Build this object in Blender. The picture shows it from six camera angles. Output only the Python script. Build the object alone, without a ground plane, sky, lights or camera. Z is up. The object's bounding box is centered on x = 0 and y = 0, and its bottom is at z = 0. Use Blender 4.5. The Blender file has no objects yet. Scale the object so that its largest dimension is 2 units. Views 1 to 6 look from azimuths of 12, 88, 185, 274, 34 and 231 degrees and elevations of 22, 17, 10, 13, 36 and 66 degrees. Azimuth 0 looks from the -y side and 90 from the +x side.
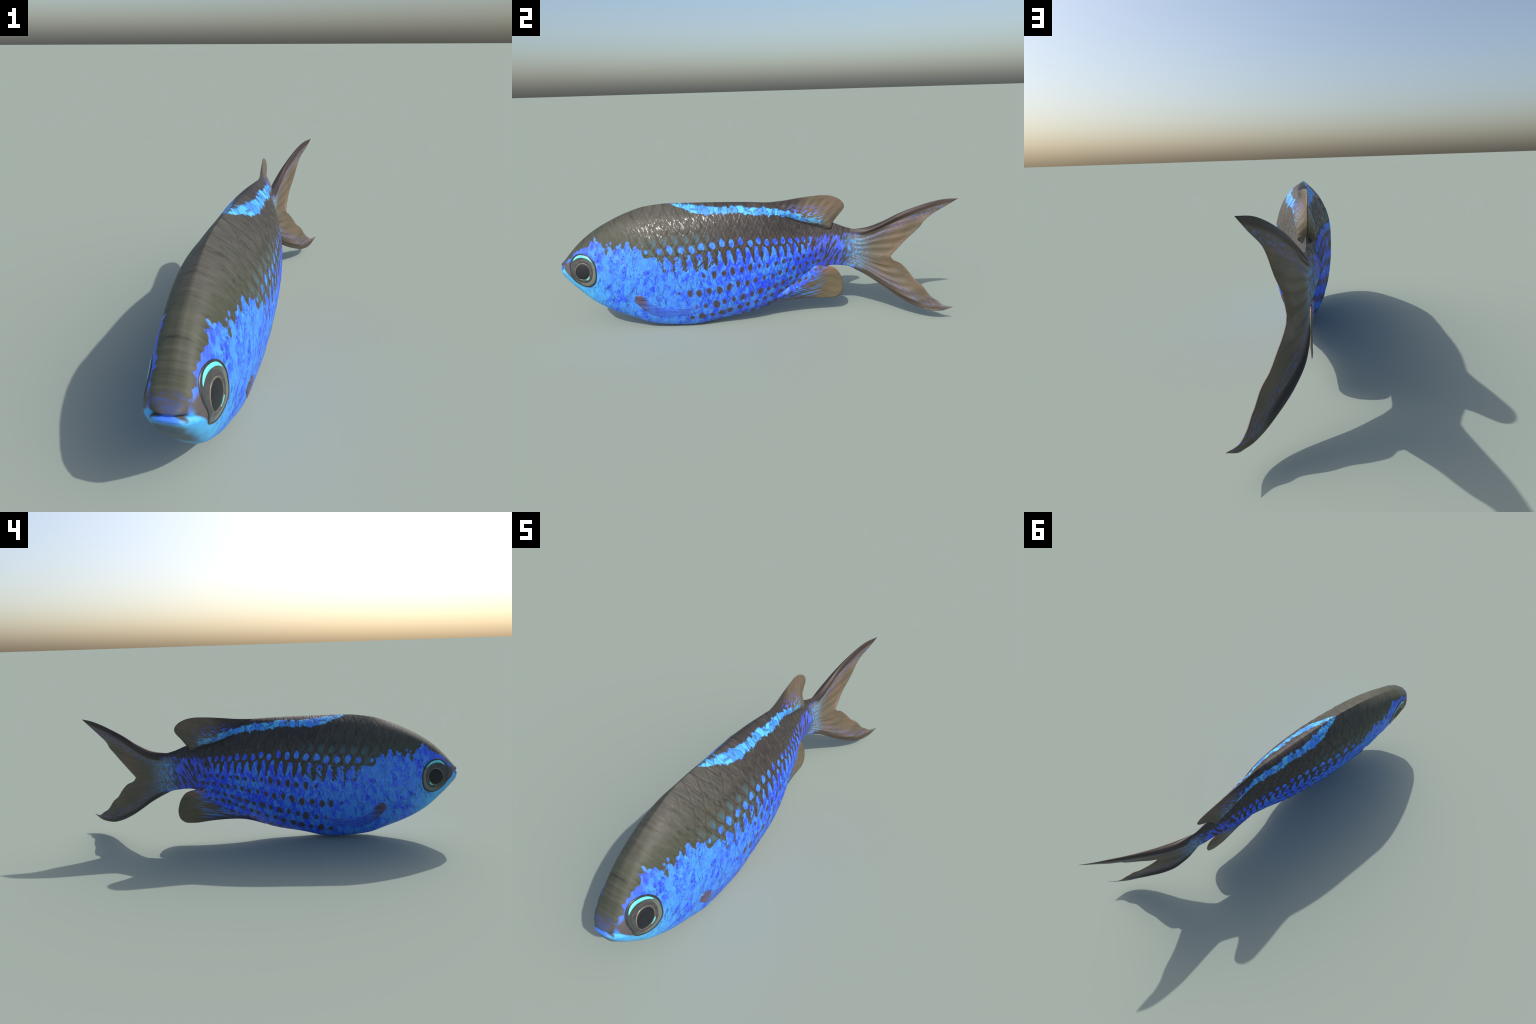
# Blue reef fish: lofted body split into head / trunk / tail stalk, solid fins,
# layered eyes, raised scales; every colour comes from node patterns in Object space.
import bpy, math, random
import numpy as np
from mathutils import Vector

random.seed(7)
rng = np.random.default_rng(7)

# ----------------------------------------------------------------------------
# small maths helpers
# ----------------------------------------------------------------------------
def pchip(xk, yk, x):
    """monotone cubic through control points"""
    xk = np.asarray(xk, float); yk = np.asarray(yk, float); x = np.asarray(x, float)
    h = np.diff(xk); d = np.diff(yk) / h; m = np.zeros_like(yk)
    w1 = 2 * h[1:] + h[:-1]; w2 = h[1:] + 2 * h[:-1]
    ok = d[1:] * d[:-1] > 0
    with np.errstate(all='ignore'):
        m[1:-1] = np.where(ok, (w1 + w2) / (w1 / d[:-1] + w2 / d[1:]), 0)
    m[0] = d[0]; m[-1] = d[-1]
    i = np.clip(np.searchsorted(xk, x) - 1, 0, len(h) - 1); t = (x - xk[i]) / h[i]
    t = np.clip(t, 0, 1)
    return (yk[i] * (1 + 2 * t) * (1 - t) ** 2 + m[i] * h[i] * t * (1 - t) ** 2
            + yk[i + 1] * t * t * (3 - 2 * t) + m[i + 1] * h[i] * t * t * (t - 1))

def sstep(a, b, x):
    t = np.clip((np.asarray(x, float) - a) / (b - a), 0, 1)
    return t * t * (3 - 2 * t)

def curve(pts, t):
    """smooth curve through hand points, parameter = chord length 0..1"""
    p = np.asarray(pts, float)
    L = np.concatenate([[0], np.cumsum(np.linalg.norm(np.diff(p, axis=0), axis=1))]); L /= L[-1]
    t = np.asarray(t, float)
    m = np.zeros_like(p)
    dl = np.diff(L)[:, None]; d = np.diff(p, axis=0) / dl
    m[1:-1] = (d[:-1] * dl[1:] + d[1:] * dl[:-1]) / (dl[1:] + dl[:-1]); m[0] = d[0]; m[-1] = d[-1]
    i = np.clip(np.searchsorted(L, t, side='right') - 1, 0, len(L) - 2)
    h = (L[i + 1] - L[i])[:, None]; s = ((t - L[i])[:, None]) / h
    return (p[i] * (1 + 2 * s) * (1 - s) ** 2 + m[i] * h * s * (1 - s) ** 2
            + p[i + 1] * s * s * (3 - 2 * s) + m[i + 1] * h * s * s * (s - 1))

# ----------------------------------------------------------------------------
# body profile: y runs from snout (-1) to tail, z up, x across
# ----------------------------------------------------------------------------
Y_TOP = [-1, -.985, -.95, -.9, -.83, -.75, -.65, -.55, -.42, -.3, -.1, .05, .1, .2, .3, .4, .47, .52, .56]
Z_TOP = [.3587, .3762, .4167, .4675, .5223, .5682, .6128, .6425, .6545, .6535, .6487, .640, .628, .577, .5375, .5127, .4852, .474, .474]
Y_BOT = [-1, -.99, -.965, -.92, -.85, -.75, -.65, -.55, -.45, -.35, -.2, -.05, .08, .2, .3, .4, .47, .52, .56]
Z_BOT = [.3507, .3114, .2815, .2300, .1600, .0985, .0565, .0190, .0050, .000, .0262, .0515, .105, .190, .2555, .2808, .2745, .2625, .245]
Y_WID = [-1, -.985, -.95, -.9, -.8, -.68, -.55, -.4, -.2, 0, .2, .35, .47, .52, .56]
WIDTH = [.0217, .0458, .0745, .0834, .0994, .1156, .1275, .128, .1202, .0995, .0715, .0485, .0330, .0185, .003]
Y_SPI = [-1, -.8, -.55, -.3, 0, .25, .40, .47, .56]
SPINE = [.0075, -.0005, -.002, .0005, 0, -.0275, -.0435, -.0445, -.038]
Y_LEAN = [-1, -.8, -.6, -.3, 0, .3, .56]
LEAN = [.045, .028, .022, 0, .005, -.005, -.01]                # sideways lean of keel against ridge
Y_SEC = [-1, -.8, -.5, -.1, .3, .56]
UP_A = [1.224, 1.594, 3.0, 2.58, 1.35, 1.4]
LO_A = [1.1, 1.24, 1.237, 1.5, 1.15, 1.2]
UP_B = [4.0, 2.957, 1.142, 1.71, .92, 1.1]
LO_B = [3.0, 2.75, 2.6, 1.81, 1.02, 1.0]
MIDH = [.445, .4346, .4752, .442, .46, .45]
Y_END = .56

Y_RDG = [-1, -.975, -.93, -.85, -.6, -.42, -.25, .56]
RIDGE = [0, .003, .010, .012, .009, .006, .002, 0]               # roof-like crease along the nape

def section(y):
    R = pchip(Y_RDG, RIDGE, y)
    T = pchip(Y_TOP, Z_TOP, y) - R; B = pchip(Y_BOT, Z_BOT, y)
    return dict(R=R, T=T, B=B, W=pchip(Y_WID, WIDTH, y), X=pchip(Y_SPI, SPINE, y),
                M=B + (T - B) * pchip(Y_SEC, MIDH, y), K=pchip(Y_LEAN, LEAN, y),
                a1=pchip(Y_SEC, UP_A, y), a2=pchip(Y_SEC, LO_A, y),
                b1=pchip(Y_SEC, UP_B, y), b2=pchip(Y_SEC, LO_B, y))

def gill_y(z):           # rear edge of the gill cover
    return pchip([.10, .19, .25, .29, .33, .37, .41, .48], [-.70, -.664, -.633, -.628, -.636, -.651, -.70, -.74], z)
def cheek_y(z):          # ridge in front of the gill cover
    return pchip([.12, .19, .22, .28, .33, .38, .45], [-.72, -.741, -.757, -.752, -.75, -.767, -.80], z)

def relief(y, z):
    """outward relief of the skin: gill cover step, cheek ridge, mouth slit"""
    h = np.zeros_like(y)
    zone = sstep(.10, .17, z) * (1 - sstep(.40, .45, z))
    d = y - gill_y(z)
    h += .0042 * zone * sstep(-.12, -.008, d) * (1 - sstep(-.003, .012, d))
    d = y - cheek_y(z)
    h += .0022 * zone * sstep(-.06, -.006, d) * (1 - sstep(-.002, .010, d))
    mouth = np.exp(-((z - (.357 - .35 * (y + 1))) / .0055) ** 2) * (1 - sstep(-.985, -.952, y))
    h -= .0085 * mouth
    return h

def surf_s(y, s, side):
    """skin point from station y, height parameter s (-1 belly .. 1 back), side +-1"""
    c = section(y)
    up = s >= 0
    q = np.clip(np.abs(s), 0, 1)
    f = np.where(up, (1 - q ** c['a1']) ** (1 / c['b1']), (1 - q ** c['a2']) ** (1 / c['b2']))
    z = np.where(up, c['M'] + (c['T'] - c['M']) * s, c['M'] + (c['M'] - c['B']) * s)
    w = c['W'] * f
    z = z + c['R'] * np.exp(-w / .024) * up
    x = c['X'] + c['K'] * (c['M'] - z) + side * (w + relief(y, z) * np.minimum(1, w / .02))
    # mouth slit eats into the snout tip, upper lip rolls over it
    tip = 1 - sstep(-.998, -.972, y)
    xx = np.abs(x - .006)
    y2 = y + .011 * np.exp(-((z - .357 + 2.2 * xx * xx) / .0055) ** 2) * tip
    y2 = y2 - .004 * np.exp(-((z - .370) / .009) ** 2) * tip * (1 - sstep(.03, .06, xx))
    return np.stack([x, y2, z], -1)

def surf(y, z, side):
    y = np.asarray(y, float); z = np.asarray(z, float)
    c = section(y)
    s = np.where(z >= c['M'], (z - c['M']) / np.maximum(c['T'] - c['M'], 1e-5),
                 (z - c['M']) / np.maximum(c['M'] - c['B'], 1e-5))
    return surf_s(y, np.clip(s, -.999, .999), side)

def surf_n(y, z, side):
    e = 4e-3
    a = surf(y + e, z, side) - surf(y - e, z, side)
    b = surf(y, z + e, side) - surf(y, z - e, side)
    n = np.cross(a, b) * side
    return n / np.maximum(np.linalg.norm(n, axis=-1, keepdims=True), 1e-9)

# scale lattice: column number from y, row number from height about the flank line
LAT_Y = [-.80, -.45, -.25, -.1, .1, .21, .35, .52]
LAT_P = [.058, .055, .050, .046, .040, .035, .031, .029]      # column pitch
FLANK_Y = [-.80, -.45, -.25, -.1, .1, .21, .35, .52]
FLANK_Z = [.275, .290, .305, .325, .344, .354, .366, .372]    # height of row 1
FLANK_H = [1.0, 1.0, 1.0, .93, .76, .63, .52, .46]            # how far rows are spread
ROW_T = [-.34, -.29, -.233, -.167, -.083, 0, .10, .149, .200, .25, .30, .36]
ROW_R = [5.7, 4.9, 4, 3, 2, 1, 0, -1, -2, -3, -4, -5.2]

_cy = np.linspace(-1., .64, 500)
_cc = np.concatenate([[0], np.cumsum(np.diff(_cy) / pchip(LAT_Y, LAT_P, np.clip((_cy[1:] + _cy[:-1]) / 2, -.8, .52)))])
C_MAX = float(_cc[-1])
def col_to_y(c): return np.interp(c, _cc, _cy)
def row_to_z(r, y):
    t = np.interp(r, ROW_R[::-1], ROW_T[::-1])
    yy = np.clip(y, -.8, .52)
    return pchip(FLANK_Y, FLANK_Z, yy) + t * pchip(FLANK_Y, FLANK_H, yy)

# ----------------------------------------------------------------------------
# node helpers
# ----------------------------------------------------------------------------
class N:
    def __init__(s, tree): s.t = tree; s.k = 0
    def new(s, typ, **kw):
        n = s.t.nodes.new(typ); s.k += 1; n.location = (200 * (s.k % 25), -220 * (s.k // 25))
        for a, b in kw.items(): setattr(n, a, b)
        return n
    def put(s, sock, v):
        if isinstance(v, bpy.types.NodeSocket): s.t.links.new(v, sock)
        elif v is not None: sock.default_value = v
    def m(s, op, a, b=None, c=None, clamp=False):
        n = s.new('ShaderNodeMath', operation=op, use_clamp=clamp)
        s.put(n.inputs[0], a); s.put(n.inputs[1], b)
        if c is not None: s.put(n.inputs[2], c)
        return n.outputs[0]
    def add(s, a, b): return s.m('ADD', a, b)
    def sub(s, a, b): return s.m('SUBTRACT', a, b)
    def mul(s, a, b): return s.m('MULTIPLY', a, b)
    def mx(s, a, b): return s.m('MAXIMUM', a, b)
    def mn(s, a, b): return s.m('MINIMUM', a, b)
    def inv(s, a): return s.m('SUBTRACT', 1.0, a)
    def step(s, v, lo, hi, out0=0., out1=1.):
        """smooth ramp"""
        n = s.new('ShaderNodeMapRange', interpolation_type='SMOOTHSTEP')
        s.put(n.inputs['Value'], v); s.put(n.inputs['From Min'], lo); s.put(n.inputs['From Max'], hi)
        n.inputs['To Min'].default_value = out0; n.inputs['To Max'].default_value = out1
        return n.outputs[0]
    def mix(s, f, a, b):
        n = s.new('ShaderNodeMix', data_type='RGBA')
        s.put(n.inputs[0], f)
        for i, v in ((6, a), (7, b)):
            if isinstance(v, tuple): v = (*v, 1.0) if len(v) == 3 else v
            s.put(n.inputs[i], v)
        return n.outputs[2]
    def mixf(s, f, a, b):
        n = s.new('ShaderNodeMix', data_type='FLOAT')
        s.put(n.inputs[0], f); s.put(n.inputs[2], a); s.put(n.inputs[3], b)
        return n.outputs[0]
    def vec(s, x, y, z):
        n = s.new('ShaderNodeCombineXYZ')
        for i, v in enumerate((x, y, z)): s.put(n.inputs[i], v)
        return n.outputs[0]
    def noise(s, v, scale, detail=2., rough=.5, dist=0.):
        n = s.new('ShaderNodeTexNoise'); s.put(n.inputs['Vector'], v)
        n.inputs['Scale'].default_value = scale; n.inputs['Detail'].default_value = detail
        n.inputs['Roughness'].default_value = rough; n.inputs['Distortion'].default_value = dist
        return n.outputs['Fac']
    def voro(s, v, scale, feature='F1', rand=1.):
        n = s.new('ShaderNodeTexVoronoi', feature=feature); s.put(n.inputs['Vector'], v)
        n.inputs['Scale'].default_value = scale; n.inputs['Randomness'].default_value = rand
        return n
    def fcurve(s, v, xs, ys):
        """value curve through hand points (xs, ys in true units)"""
        x0, x1 = min(xs), max(xs); y0, y1 = min(ys), max(ys)
        if y1 - y0 < 1e-6: y1 = y0 + 1e-3
        mr = s.new('ShaderNodeMapRange'); s.put(mr.inputs['Value'], v)
        mr.inputs['From Min'].default_value = x0; mr.inputs['From Max'].default_value = x1
        fc = s.new('ShaderNodeFloatCurve'); s.put(fc.inputs['Value'], mr.outputs[0])
        cv = fc.mapping.curves[0]
        pts = sorted(((x - x0) / (x1 - x0), (y - y0) / (y1 - y0)) for x, y in zip(xs, ys))
        while len(cv.points) < len(pts): cv.points.new(.5, .5)
        for p, (a, b) in zip(cv.points, pts): p.location = (a, b); p.handle_type = 'AUTO_CLAMPED'
        fc.mapping.update()
        return s.add(s.mul(fc.outputs[0], y1 - y0), y0)
    def yz(s):
        tc = s.new('ShaderNodeTexCoord'); sp = s.new('ShaderNodeSeparateXYZ')
        s.t.links.new(tc.outputs['Object'], sp.inputs[0])
        return sp.outputs[0], sp.outputs[1], sp.outputs[2]

def S(r, g, b):
    """sRGB 0-255 to linear"""
    f = lambda c: (c / 255 / 12.92) if c / 255 <= .04045 else ((c / 255 + .055) / 1.055) ** 2.4
    return (f(r), f(g), f(b))

BLUE = S(56, 116, 240)
BLUE_LIGHT = S(70, 144, 248)
BLUE_DEEP = S(40, 70, 250)
CYAN = S(86, 196, 245)
DARK = S(57, 51, 49)
OLIVE = S(72, 71, 62)
GREEN = S(62, 68, 51)
FIN = S(122, 106, 86)
FIN_DARK = S(58, 48, 44)

Y_BND = [-1, -.977, -.93, -.884, -.845, -.797, -.743, -.678, -.614, -.561, -.507, -.437, -.384, -.3, -.207, -.092, .034, .152, .246, .342, .479, .64]
Z_BND = [.378, .394, .424, .448, .466, .480, .465, .467, .476, .476, .478, .475, .470, .466, .474, .488, .490, .470, .453, .455, .452, .46]
Y_SLO = [-.50, -.44, -.41, -.363, -.282, -.203, -.114, -.025, .065, .157, .251, .317, .40]
Z_SLO = [.668, .658, .648, .631, .607, .604, .600, .592, .581, .562, .533, .518, .505]
Y_SHI = [-.50, -.44, -.42, -.38, -.329, -.265, -.149, -.024, .067, .149, .205, .299, .40]
Z_SHI = [.664, .657, .657, .656, .650, .640, .633, .627, .616, .597, .578, .546, .52]

def stripe_nodes(n, y, z, P):
    """blue band along the base of the dorsal fin: mask and colour"""
    wob = n.mul(n.sub(n.noise(P, 44, 2), .5), .024)
    lo = n.fcurve(y, Y_SLO, Z_SLO); hi = n.fcurve(y, Y_SHI, Z_SHI)
    pv = n.vec(0., n.add(n.mul(y, 38.), n.mul(n.noise(P, 30, 1), 2.2)), n.mul(n.add(z, n.mul(y, .12)), 15.))
    cell = n.voro(pv, 1., 'F1', .9).outputs['Color']
    cs = n.new('ShaderNodeSeparateColor'); n.put(cs.inputs[0], cell)
    zz = n.add(n.add(z, wob), n.mul(n.sub(cs.outputs[1], .5), .009))
    inside = n.mn(n.sub(zz, lo), n.sub(hi, zz))
    mask = n.mul(n.step(inside, -.002, .003), n.mul(n.step(y, -.455, -.405), n.inv(n.step(y, .29, .36))))
    # upright blocks parted by thin dark seams
    seam = n.voro(pv, 1., 'DISTANCE_TO_EDGE', .9).outputs['Distance']
    tone = n.add(n.mul(cs.outputs[0], .6), n.mul(n.noise(P, 60, 2), .5))
    col = n.mix(n.step(tone, .25, .8), S(62, 138, 250), S(88, 190, 252))
    col = n.mix(n.mul(n.inv(n.step(seam, .01, .10)), .72), col, S(44, 78, 130))
    return mask, col, seam

def build_skin_group():
    g = bpy.data.node_groups.new('skin_pattern', 'ShaderNodeTree')
    g.interface.new_socket('Color', in_out='OUTPUT', socket_type='NodeSocketColor')
    g.interface.new_socket('Height', in_out='OUTPUT', socket_type='NodeSocketFloat')
    g.interface.new_socket('Roughness', in_out='OUTPUT', socket_type='NodeSocketFloat')
    n = N(g)
    x, y, z = n.yz()
    P = n.vec(0., y, z)
    # soft warp so that rows are never ruler straight
    wy = n.mul(n.sub(n.noise(P, 21, 2), .5), .020)
    wz = n.mul(n.sub(n.noise(n.vec(3.7, y, z), 21, 2), .5), .022)
    yw = n.add(y, wy); zw = n.add(z, wz)
    # lattice coordinates
    ys_ = [-1, -.8, -.6, -.45, -.25, -.1, .1, .21, .35, .5, .64]
    col = n.fcurve(yw, ys_, [float(np.interp(v, _cy, _cc)) for v in ys_])
    t = n.m('DIVIDE', n.sub(zw, n.fcurve(y, FLANK_Y, FLANK_Z)), n.fcurve(y, FLANK_Y, FLANK_H))
    row = n.fcurve(t, ROW_T, ROW_R)
    scol_ = n.sub(col, n.mul(row, .24))
    F = n.mul(n.m('COSINE', n.mul(scol_, 2 * math.pi)), n.m('COSINE', n.mul(row, math.pi)))
    # upper flank: a row of blue ovals, below it leaning blue strokes that merge into solid blue
    rag = n.mul(n.sub(n.noise(P, 80, 3, .6), .5), 1.15)
    big = n.mul(n.sub(n.noise(n.vec(7., y, z), 18, 2), .5), 1.0)
    rowt = n.add(row, n.mul(n.sub(n.noise(n.vec(11., y, z), 24, 2), .5), .7))
    ck = n.add(n.sub(col, n.mul(row, .26)), .30)
    dk_ = n.m('ABSOLUTE', n.sub(ck, n.m('ROUND', ck)))
    wide = n.fcurve(rowt, [-5.2, -.55, -.35, 0, .35, .62, .9, 5.7], [-1.2, -.35, .14, .26, .31, .43, .8, 1.2])
    wide = n.add(wide, n.mul(n.inv(n.step(y, -.50, -.28)), n.mul(n.step(row, -.5, .1), .20)))
    strokes = n.add(n.mul(n.sub(wide, dk_), 4.2), n.mul(n.add(rag, big), .55))
    wo = n.new('ShaderNodeTexWhiteNoise', noise_dimensions='1D')
    co = n.sub(col, n.mul(n.add(row, 1.), .22))
    n.put(wo.inputs['W'], n.m('ROUND', co))
    do = n.m('DIVIDE', n.sub(co, n.m('ROUND', co)), .27)
    ro = n.m('DIVIDE', n.add(n.add(row, 1.0), n.mul(n.sub(wo.outputs['Value'], .5), .35)), .46)
    ovals = n.sub(n.sub(1., n.add(n.mul(do, do), n.mul(ro, ro))), n.mul(n.inv(n.step(y, -.56, -.46)), 2.))
    flank = n.mx(strokes, n.add(n.mul(ovals, 1.0), n.mul(n.add(rag, n.mul(big, .6)), .75)))
    flank = n.mn(flank, n.mul(n.sub(n.add(n.fcurve(y, Y_BND, [v + .022 for v in Z_BND]), n.mul(rag, .04)), z), 40.))
    # lower flank: staggered rows of round dark dots, one per scale, each of its own size
    ri = n.m('ROUND', row)
    shift = n.mul(n.m('PINGPONG', n.add(ri, 1.), 1.), .5)
    ci = n.m('ROUND', n.add(col, shift))
    wn = n.new('ShaderNodeTexWhiteNoise', noise_dimensions='3D'); n.put(wn.inputs['Vector'], n.vec(ci, ri, 4.))
    ws = n.new('ShaderNodeSeparateColor'); n.put(ws.inputs[0], wn.outputs['Color'])
    dc = n.sub(n.add(n.sub(n.add(col, shift), ci), n.mul(n.sub(ws.outputs[0], .5), .14)), 0.)
    dr = n.add(n.sub(row, ri), n.mul(n.sub(ws.outputs[1], .5), .10))
    dist = n.m('SQRT', n.add(n.m('POWER', n.m('ABSOLUTE', dc), 2.), n.m('POWER', n.mul(dr, 1.12), 2.)))
    size = n.fcurve(row, [.4, .6, 1, 1.6, 2, 3, 4, 5, 5.7], [.0, .20, .22, .22, .24, .29, .31, .27, .2])
    front = n.fcurve(row, [-5, 0, 1, 2, 3, 4, 5.5], [-.5, -.40, -.30, -.42, -.36, -.42, -.5])
    grow = n.step(n.sub(y, front), -.05, .10)
    size = n.mul(n.mul(size, grow), n.add(n.mul(ws.outputs[2], .42), .74))
    dots = n.sub(n.add(dist, n.mul(rag, .22)), size)
    # mottled shoulder behind the head
    shoulder = n.mul(n.mul(n.step(y, -.62, -.50), n.inv(n.step(y, -.26, -.10))), n.inv(n.step(n.m('ABSOLUTE', n.sub(row, .1)), .3, 1.3)))
    mott = n.noise(n.vec(8., n.add(n.mul(y, 80.), n.mul(z, -26.)), n.mul(z, 34.)), 1., 2, .6)
    flank = n.sub(flank, n.mul(n.mul(n.step(mott, .47, .62), shoulder), 1.35))
    flank = n.mn(flank, n.mul(dots, 3.2))
    # head: ragged border against the dark back
    zb = n.fcurve(y, Y_BND, Z_BND)
    hv = n.vec(0., n.mul(y, 1.5), z)
    blob = n.voro(n.vec(0., n.mul(y, 62.), n.mul(z, 42.)), 1., 'SMOOTH_F1', 1.).outputs['Distance']
    headf = n.add(n.mul(n.sub(zb, z), 28.), n.mul(n.sub(.42, blob), 3.4))
    headf = n.add(headf, n.mul(n.sub(n.noise(P, 26, 2), .5), 1.6))
    headf = n.sub(headf, n.mul(n.step(n.sub(z, zb), .022, .050), 4.))
    # the blue brow keeps to the sides of the snout
    axs = n.m('ABSOLUTE', n.sub(x, .003))
    snout = n.inv(n.step(y, -.86, -.76))
    headf = n.sub(headf, n.mul(snout, n.mul(n.inv(n.step(n.add(axs, n.mul(n.noise(P, 70, 2), .03)), .048, .064)), n.mul(n.step(z, .36, .385), 5.))))
    headf = n.add(headf, n.mul(snout, n.mul(n.step(axs, .052, .066), 1.0)))
    rear = n.step(n.add(y, n.mul(n.sub(z, .35), .3)), -.60, -.44)
    field = n.mixf(rear, headf, flank)
    # tail stalk: slanting streaks
    sv = n.vec(0., n.add(n.mul(y, 62.), n.mul(z, -26.)), n.mul(n.add(z, n.mul(y, .25)), 17.))
    streak = n.sub(n.noise(sv, 1., 2, .55), .48)
    stalkf = n.mn(n.mul(streak, 5.), n.mul(n.sub(n.add(zb, n.mul(n.sub(n.noise(sv, 1.3, 1), .5), .06)), z), 60.))
    stalk = n.step(n.add(y, n.mul(n.sub(z, .38), .45)), .20, .36)
    field = n.mixf(stalk, field, stalkf)
    blue = n.step(field, -.22, .34)
    # --- blue tones: leaning skin patches, each with its own tint
    hp = n.vec(0., n.add(n.add(n.mul(y, 44.), n.mul(z, -13.)), n.mul(wz, 90.)), n.add(n.mul(z, 22.), n.mul(wy, 90.)))
    pc = n.new('ShaderNodeSeparateColor'); n.put(pc.inputs[0], n.voro(hp, 1., 'F1', 1.).outputs['Color'])
    fine = n.noise(n.vec(5., n.mul(y, 2.0), z), 70, 3, .6)
    tone = n.add(n.add(n.mul(n.noise(P, 30, 3, .6), .55), n.mul(fine, .35)), n.mul(pc.outputs[0], .22))
    c_blue = n.mix(n.step(n.add(tone, n.step(y, -.35, .05, .05, -.05)), .42, .68), BLUE_DEEP, BLUE_LIGHT)
    c_blue = n.mix(n.mul(n.step(n.noise(n.vec(9., y, z), 50, 3), .5, .68), .7), c_blue, BLUE)
    c_blue = n.mix(n.mul(n.step(n.add(n.noise(n.vec(4., n.mul(y, 1.6), z), 44, 3, .6), n.mul(pc.outputs[1], .15)), .60, .78), .55), c_blue, S(82, 182, 246))
    chin = n.mul(n.inv(n.step(y, -.90, -.70)), n.inv(n.step(n.add(z, n.mul(y, .55)), -.17, -.06)))
    front_l = n.inv(n.step(y, -.62, -.30))
    c_blue = n.mix(n.mul(front_l, n.mul(n.step(tone, .5, .66), .35)), c_blue, S(74, 158, 250))
    c_blue = n.mix(n.mul(chin, .75), c_blue, CYAN)
    c_blue = n.mix(n.mul(stalk, n.step(n.noise(sv, 1.6, 2), .48, .66)), c_blue, S(98, 104, 214))
    c_blue = n.mix(n.mul(stalk, .5), c_blue, S(74, 88, 212))
    # brow above the eye and snout: deeper violet blue
    brow = n.mul(n.step(n.sub(z, n.sub(zb, .050)), 0., .022), n.inv(n.step(y, -.86, -.78)))
    c_blue = n.mix(n.mul(brow, .7), c_blue, S(58, 84, 236))
    # fine dark cracks between skin patches
    # scale seams: leaning diamond hatch on the lattice
    da = n.add(col, n.mul(row, .5)); db = n.sub(col, n.mul(row, .5))
    da = n.add(da, n.mul(n.sub(n.noise(P, 34, 2), .5), .35))
    db = n.add(db, n.mul(n.sub(n.noise(n.vec(13., y, z), 34, 2), .5), .35))
    arc = n.mn(n.m('ABSOLUTE', n.sub(da, n.m('ROUND', da))), n.m('ABSOLUTE', n.sub(db, n.m('ROUND', db))))
    wv = n.vec(0., n.add(n.mul(y, 46.), n.mul(z, -12.)), n.mul(z, 17.))
    wisp = n.m('ABSOLUTE', n.sub(n.noise(wv, 1., 3, .6), .5))
    lines = n.mixf(rear, n.inv(n.step(wisp, .0, .030)), n.inv(n.step(arc, .0, .07)))
    lines = n.mul(lines, n.step(y, -.955, -.90))
    patchy = n.step(n.noise(n.vec(2., y, z), 17, 2), .42, .62)
    lines = n.mul(lines, n.mul(n.inv(stalk), n.add(n.mul(patchy, .72), .20)))
    c_blue = n.mix(lines, c_blue, S(30, 48, 112))
    # slim dark flecks running down the scales
    fv = n.vec(0., n.add(n.mul(y, 120.), n.mul(z, -44.)), n.mul(z, 38.))
    flk = n.mul(n.step(n.noise(fv, 1., 2, .6), .60, .72), n.add(.25, n.mul(patchy, .55)))
    c_blue = n.mix(n.mul(flk, n.inv(n.mul(chin, .8))), c_blue, S(34, 46, 104))
    crest = n.mul(n.mul(n.step(n.noise(n.vec(6., n.mul(y, 1.7), z), 60, 3, .6), .56, .70), rear), .55)
    c_blue = n.mix(crest, c_blue, S(44, 62, 226))
    # belly: violet-grey veil between the dots
    low = n.mul(n.step(row, 2.6, 4.2), n.mul(n.step(y, -.45, -.2), n.step(n.noise(P, 30, 3), .45, .65)))
    c_blue = n.mix(n.mul(low, .35), c_blue, S(88, 94, 196))
    # --- dark tones: olive at the nape, brown to the rear
    bp = n.vec(0., n.add(n.mul(y, 60.), n.mul(z, 24.)), n.mul(z, 24.))
    grain = n.noise(bp, 1., 3, .6)
    fore = n.inv(n.step(y, -.55, -.10))
    c_dark = n.mix(fore, DARK, OLIVE)
    gr = n.mul(n.inv(n.step(y, -.72, -.40)), n.inv(n.step(n.sub(z, zb), .02, .13)))
    c_dark = n.mix(n.mul(gr, .7), c_dark, GREEN)
    c_dark = n.mix(n.mul(n.step(grain, .48, .72), .42), c_dark, S(94, 90, 82))
    c_dark = n.mix(n.mul(n.inv(n.step(grain, .30, .48)), .70), c_dark, S(40, 37, 34))
    c_dark = n.mix(n.mul(n.inv(n.step(arc, 0., .09)), n.mul(rear, .45)), c_dark, S(38, 32, 32))
    lens = n.mul(n.mul(n.step(arc, .08, .13), n.inv(n.step(arc, .14, .22))), n.mul(rear, n.inv(n.step(n.m('ABSOLUTE', n.add(row, .9)), .6, 1.8))))
    c_dark = n.mix(n.mul(lens, .28), c_dark, S(108, 99, 95))
    teal = n.mul(n.mul(n.step(y, -.62, -.5), n.inv(n.step(y, -.30, -.15))), n.mul(n.step(F, -.1, .6), n.inv(n.step(n.m('ABSOLUTE', n.add(row, 1.2)), .5, 1.6))))
    c_dark = n.mix(n.mul(teal, .6), c_dark, S(70, 112, 124))
    c_dark = n.mix(n.mul(n.mul(n.step(row, .6, 2.), rear), .6), c_dark, S(80, 72, 88))
    colr = n.mix(blue, c_dark, c_blue)
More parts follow.
